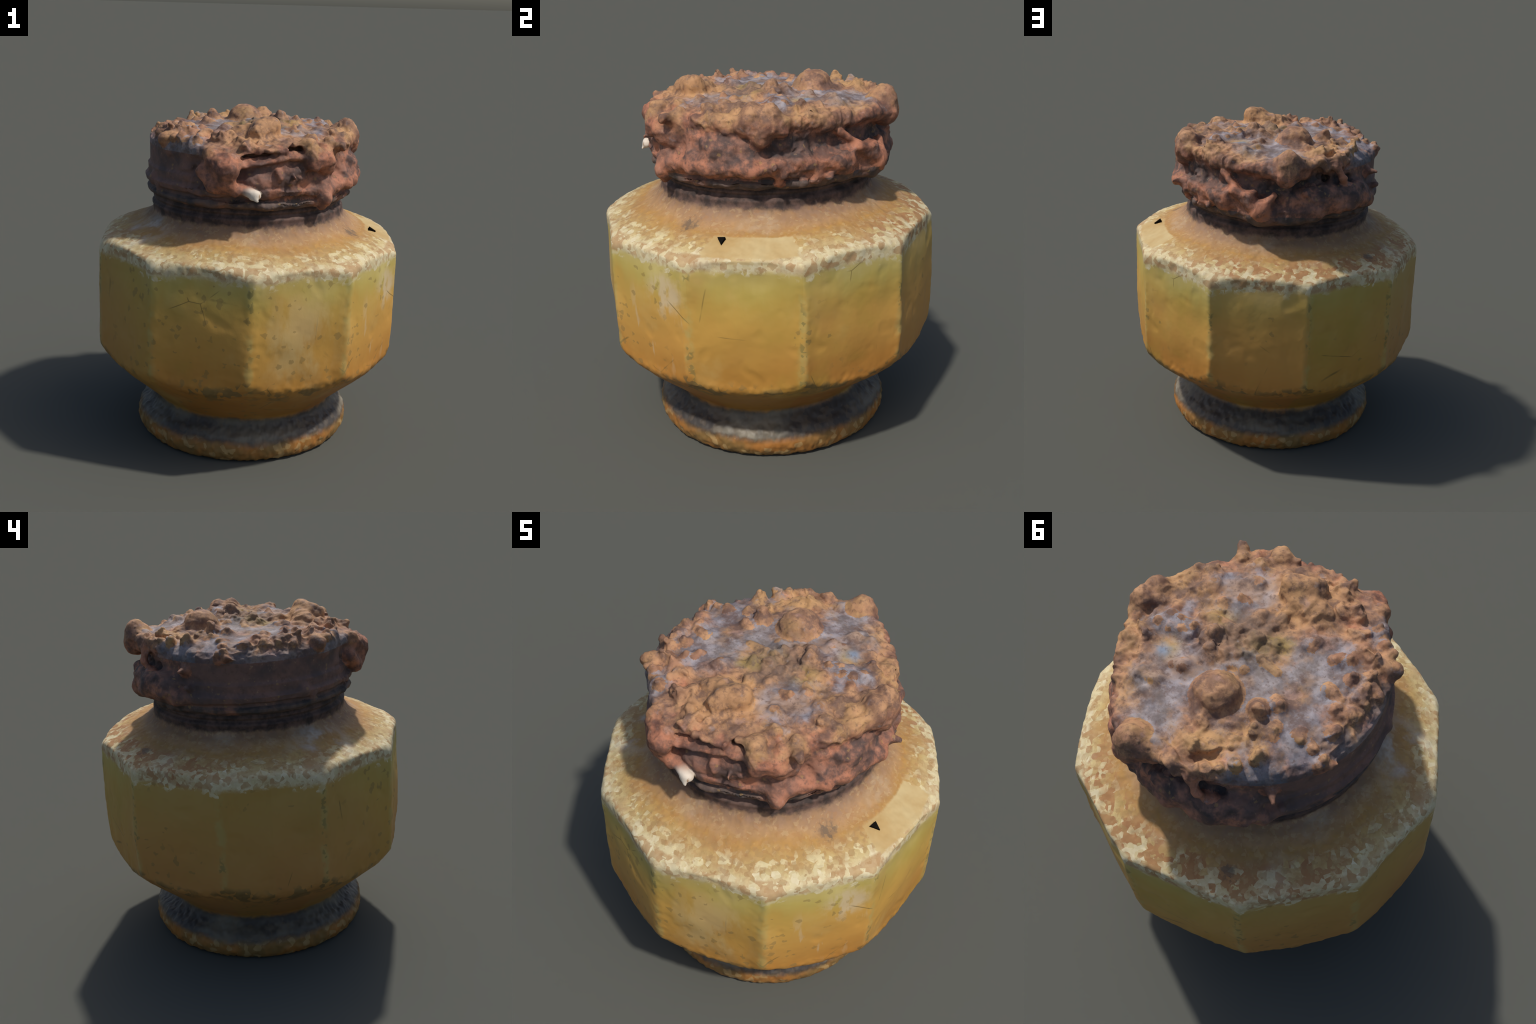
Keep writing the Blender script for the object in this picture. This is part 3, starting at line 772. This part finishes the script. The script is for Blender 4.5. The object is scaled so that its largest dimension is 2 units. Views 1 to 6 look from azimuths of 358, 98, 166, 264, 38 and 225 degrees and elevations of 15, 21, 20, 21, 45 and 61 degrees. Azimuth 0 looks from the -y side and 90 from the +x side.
def lid_roughness(P, lumps):
    """corrosion relief: craggy on the top crust and the crusted side, weak on bare tin"""
    ang = np.degrees(np.arctan2(P[:, 1], P[:, 0]))
    bare = sstep(62, 38, np.abs(angdiff(ang, 183))) * sstep(1.84, 1.80, P[:, 2]) * sstep(1.50, 1.53, P[:, 2])
    flat = np.zeros(len(P))
    for p, a, b in METAL_PATCHES:
        flat = np.maximum(flat, sstep(b + 0.03, a, np.linalg.norm(P - np.array(p), axis=1) + 0.15 * fbm(P, 6, 2, 91)))
    amp = (1 - 0.82 * bare) * (1 - 0.65 * flat)
    for name, a, b, ra, rb, k in lumps:             # the big lumps are smoother than the crust between them
        R = max(ra, rb) + 0.05
        near = np.all((P > np.minimum(a, b) - R) & (P < np.maximum(a, b) + R), axis=1)
        if near.any():
            amp[near] = np.minimum(amp[near], 0.45 + 0.55 * sstep(0.0, 0.045, seg_cone(P[near], a, b, ra, rb)))
    n1 = fbm(P, 8, 2, 3)
    crag = np.maximum(0, 0.62 - worley(P * 17 + 0.35 * np.stack([fbm(P, 20, 1, s) for s in (1, 2, 4)], -1), 5))
    crag *= sstep(-0.05, 0.30, fbm(P, 6, 1, 44))
    n2 = fbm(P, 26, 2, 13)
    pits = -np.maximum(0, 0.30 - worley(P * 13, 77)) * sstep(0.0, 0.3, fbm(P, 5, 1, 8))
    n3 = fbm(P, 60, 2, 23)
    ridge = np.maximum(0, 0.42 - np.abs(perlin(P * 13 + 0.5 * np.stack([fbm(P, 9, 1, s) for s in (6, 7, 9)], -1), 31)) * 2.2) * sstep(-0.15, 0.25, fbm(P, 5, 1, 52))
    core = sstep(0.26, 0.08, np.hypot(P[:, 0] - 0.04, P[:, 1] + 0.03)) * sstep(1.85, 1.88, P[:, 2])
    pits = pits - 0.20 * core * np.maximum(0, 0.5 - worley(P * 15, 99))
    r = 0.028 * n1 + 0.022 * crag + 0.034 * ridge + 0.018 * n2 + 0.008 * n3 + 0.08 * pits
    side = sstep(1.80, 1.74, P[:, 2])               # the side has broad soft lumps, the top is craggy
    r = r * (1 - 0.45 * side) + 0.030 * fbm(P, 7, 1, 66) * side
    low = sstep(1.50, 1.53, P[:, 2])
    return r * amp * (0.35 + 0.65 * low) - 0.004

METAL_PATCHES = [((-0.28, -0.12, 1.9), 0.10, 0.20), ((-0.40, 0.16, 1.9), 0.08, 0.18), ((-0.10, 0.14, 1.9), 0.10, 0.20),
                 ((0.18, 0.34, 1.9), 0.10, 0.20), ((0.25, -0.22, 1.9), 0.08, 0.17), ((-0.40, 0.43, 1.85), 0.05, 0.14),
                 ((0.10, 0.50, 1.88), 0.05, 0.14), ((0.37, 0.12, 1.9), 0.05, 0.13), ((-0.36, -0.47, 1.85), 0.03, 0.12)]

def build_lid(parent):
    C, D = capsules(), cavities()
    # coarse union as starting topology
    h = 0.0072
    lo, hi = np.array([-0.78, -0.78, 1.46]), np.array([0.78, 0.78, 2.05])
    dim = np.ceil((hi - lo) / h).astype(int)
    ax = [lo[c] + h * np.arange(dim[c]) for c in range(3)]
    # the turned tin body is sampled once in (radius, height) and swept round the axis
    rad = np.linspace(0, 1.2, 400)
    RG, ZG = np.meshgrid(rad, ax[2], indexing='ij')
    flat = lathe_sdf(np.stack([RG.ravel(), np.zeros(RG.size), ZG.ravel()], -1)).reshape(RG.shape)
    rr = np.hypot(ax[0][:, None], ax[1][None, :])
    f = np.stack([np.interp(rr.ravel(), rad, flat[:, k]).reshape(rr.shape) for k in range(dim[2])], -1)
    for sign, a, b, ra, rb, kk in field_steps(C, D):
        m = max(ra, rb) + 0.05
        i0 = np.clip(((np.minimum(a, b) - m - lo) / h).astype(int), 0, dim)
        i1 = np.clip(((np.maximum(a, b) + m - lo) / h).astype(int) + 1, 0, dim)
        sl = tuple(slice(p, q) for p, q in zip(i0, i1))
        G = np.stack(np.meshgrid(ax[0][sl[0]], ax[1][sl[1]], ax[2][sl[2]], indexing='ij'), -1)
        d = seg_cone(G.reshape(-1, 3), a, b, ra, rb).reshape(G.shape[:3])
        f[sl] = smin(f[sl], d, kk) if sign > 0 else smax(f[sl], -d, kk)
    V, F = surface_nets(f, lo, h)

    E = np.vstack([F[:, [0, 1]], F[:, [1, 2]], F[:, [2, 3]], F[:, [3, 0]]])
    def relax(V, amt):
        S = np.zeros_like(V)
        cnt = np.bincount(E[:, 0], minlength=len(V)) + np.bincount(E[:, 1], minlength=len(V))
        for c in range(3):
            S[:, c] = np.bincount(E[:, 0], weights=V[E[:, 1], c], minlength=len(V)) + np.bincount(E[:, 1], weights=V[E[:, 0], c], minlength=len(V))
        return V + amt * (S / cnt[:, None] - V)

    V = relax(V, 0.4)
    for it in range(2):
        f = lid_field(V, C, D)
        h = 0.002
        g = np.stack([lid_field(V + h * np.eye(3)[c], C, D) - f for c in range(3)], -1) / h
        L = np.linalg.norm(g, axis=1, keepdims=True)
        V = V - np.clip(f, -0.006, 0.006)[:, None] * g / np.maximum(L, 0.5) ** 2
        V = relax(V, 0.2)
    bare = sstep(62, 38, np.abs(angdiff(np.degrees(np.arctan2(V[:, 1], V[:, 0])), 183)))[:, None]
    V = V + 0.016 * (1 - 0.85 * bare) * np.stack([fbm(V, 11, 2, q) for q in (81, 83, 85)], -1)      # nothing stays round
    # the crust stands a little higher towards +x +y
    V[:, 2] += 0.012 * np.maximum(0, (V[:, 0] * 0.64 + V[:, 1] * 0.77) / 0.6 + 0.1) * sstep(1.74, 1.88, V[:, 2])
    V = V + g / np.maximum(L, 0.5) * lid_roughness(V, [q for q in C if q[0] in ("knob", "blister", "drip", "shell_fragment", "flap")])[:, None]
    V = relax(V, 0.15)
    N = vertex_normals(V, F)

    # split the one skin by region
    c = V[F].mean(1)
    region = np.where(c[:, 2] > 1.80, 0, np.where(c[:, 2] > 1.558, 1, 2))
    lumps = [i for i, q in enumerate(C) if q[0]]
    groups = []                     # merge overlapping capsules of the same kind into one lump
    for i in lumps:
        name, a, b = C[i][0], C[i][1], C[i][2]
        for gname, members in groups:
            if gname == name and any(
                    min(np.linalg.norm(a - C[j][2]), np.linalg.norm(a - C[j][1]), np.linalg.norm(b - C[j][1])) < C[j][3] * 1.6 for j in members):
                members.append(i)
                break
        else:
            groups.append((name, [i]))
    best = np.full(len(F), 0.012)
    owner = np.full(len(F), -1)
    for gi, (name, members) in enumerate(groups):
        for j in members:
            _, a, b, ra, rb, k = C[j]
            i = in_box(c, a, b, max(ra, rb) + 0.03)
            d = seg_cone(c[i], a, b, ra, rb) + (0.004 if name == "nodule" else 0)
            i, d = i[d < best[i]], d[d < best[i]]
            best[i] = d
            owner[i] = gi
    top, band, bead = rust_material("rusted_tin_top", 'top'), rust_material("rusted_band", 'band'), rust_material("tarred_bead", 'bead')
    nod, shell = rust_material("rust_nodule", 'nodule'), rust_material("chalky_shell", 'shell')
    lid = mesh_object("lid", V, F[(owner < 0) & (region == 0)], top, parent, N)
    mesh_object("lid_band", V, F[(owner < 0) & (region == 1)], band, lid, N)
    mesh_object("rolled_bead", V, F[(owner < 0) & (region == 2)], bead, lid, N)
    for gi, (name, members) in enumerate(groups):
        sel = owner == gi
        if sel.sum() < 6:
            continue
        label = {"nodule": "rust_nodule", "blister": "rust_blister", "knob": "rust_knob", "drip": "rust_drip", "spur": "rust_spur", "flap": "crust_flap"}.get(name, name)
        mesh_object(label, V, F[sel], shell if name == "shell_fragment" else nod, lid, N)

def build_chip(parent):
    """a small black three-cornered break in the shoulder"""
    c = np.array([0.750, -0.125, 1.293])
    n = np.array([0.50, -0.08, 0.86]); n /= np.linalg.norm(n)
    t = np.cross((0, 0, 1), n); t /= np.linalg.norm(t)
    b = np.cross(n, t)
    tri = [(-0.024, 0.018), (0.016, 0.022), (0.006, -0.026)]
    V = [c + t * u + b * v + n * h for h in (-0.03, 0.012) for u, v in tri]
    F = np.array([(0, 2, 1), (3, 4, 5), (0, 1, 4), (0, 4, 3), (1, 2, 5), (1, 5, 4), (2, 0, 3), (2, 3, 5)])
    m = Nodes("broken_hole")
    o = mesh_object("chip", np.array(V), F, m.finish(m.mix(m.noise(30), (0.004, 0.004, 0.004), (0.012, 0.010, 0.008)), 0.9, 0.0), parent)
    o.data.polygons.foreach_set("use_smooth", np.zeros(len(o.data.polygons), dtype=bool))

jar = empty("glass_jar")
jar["label"] = "ten-sided amber glass jar with a heavily rusted lumpy lid"
jar["category"] = "glass jar"
build_jar(jar)
build_chip(jar)
build_lid(jar)
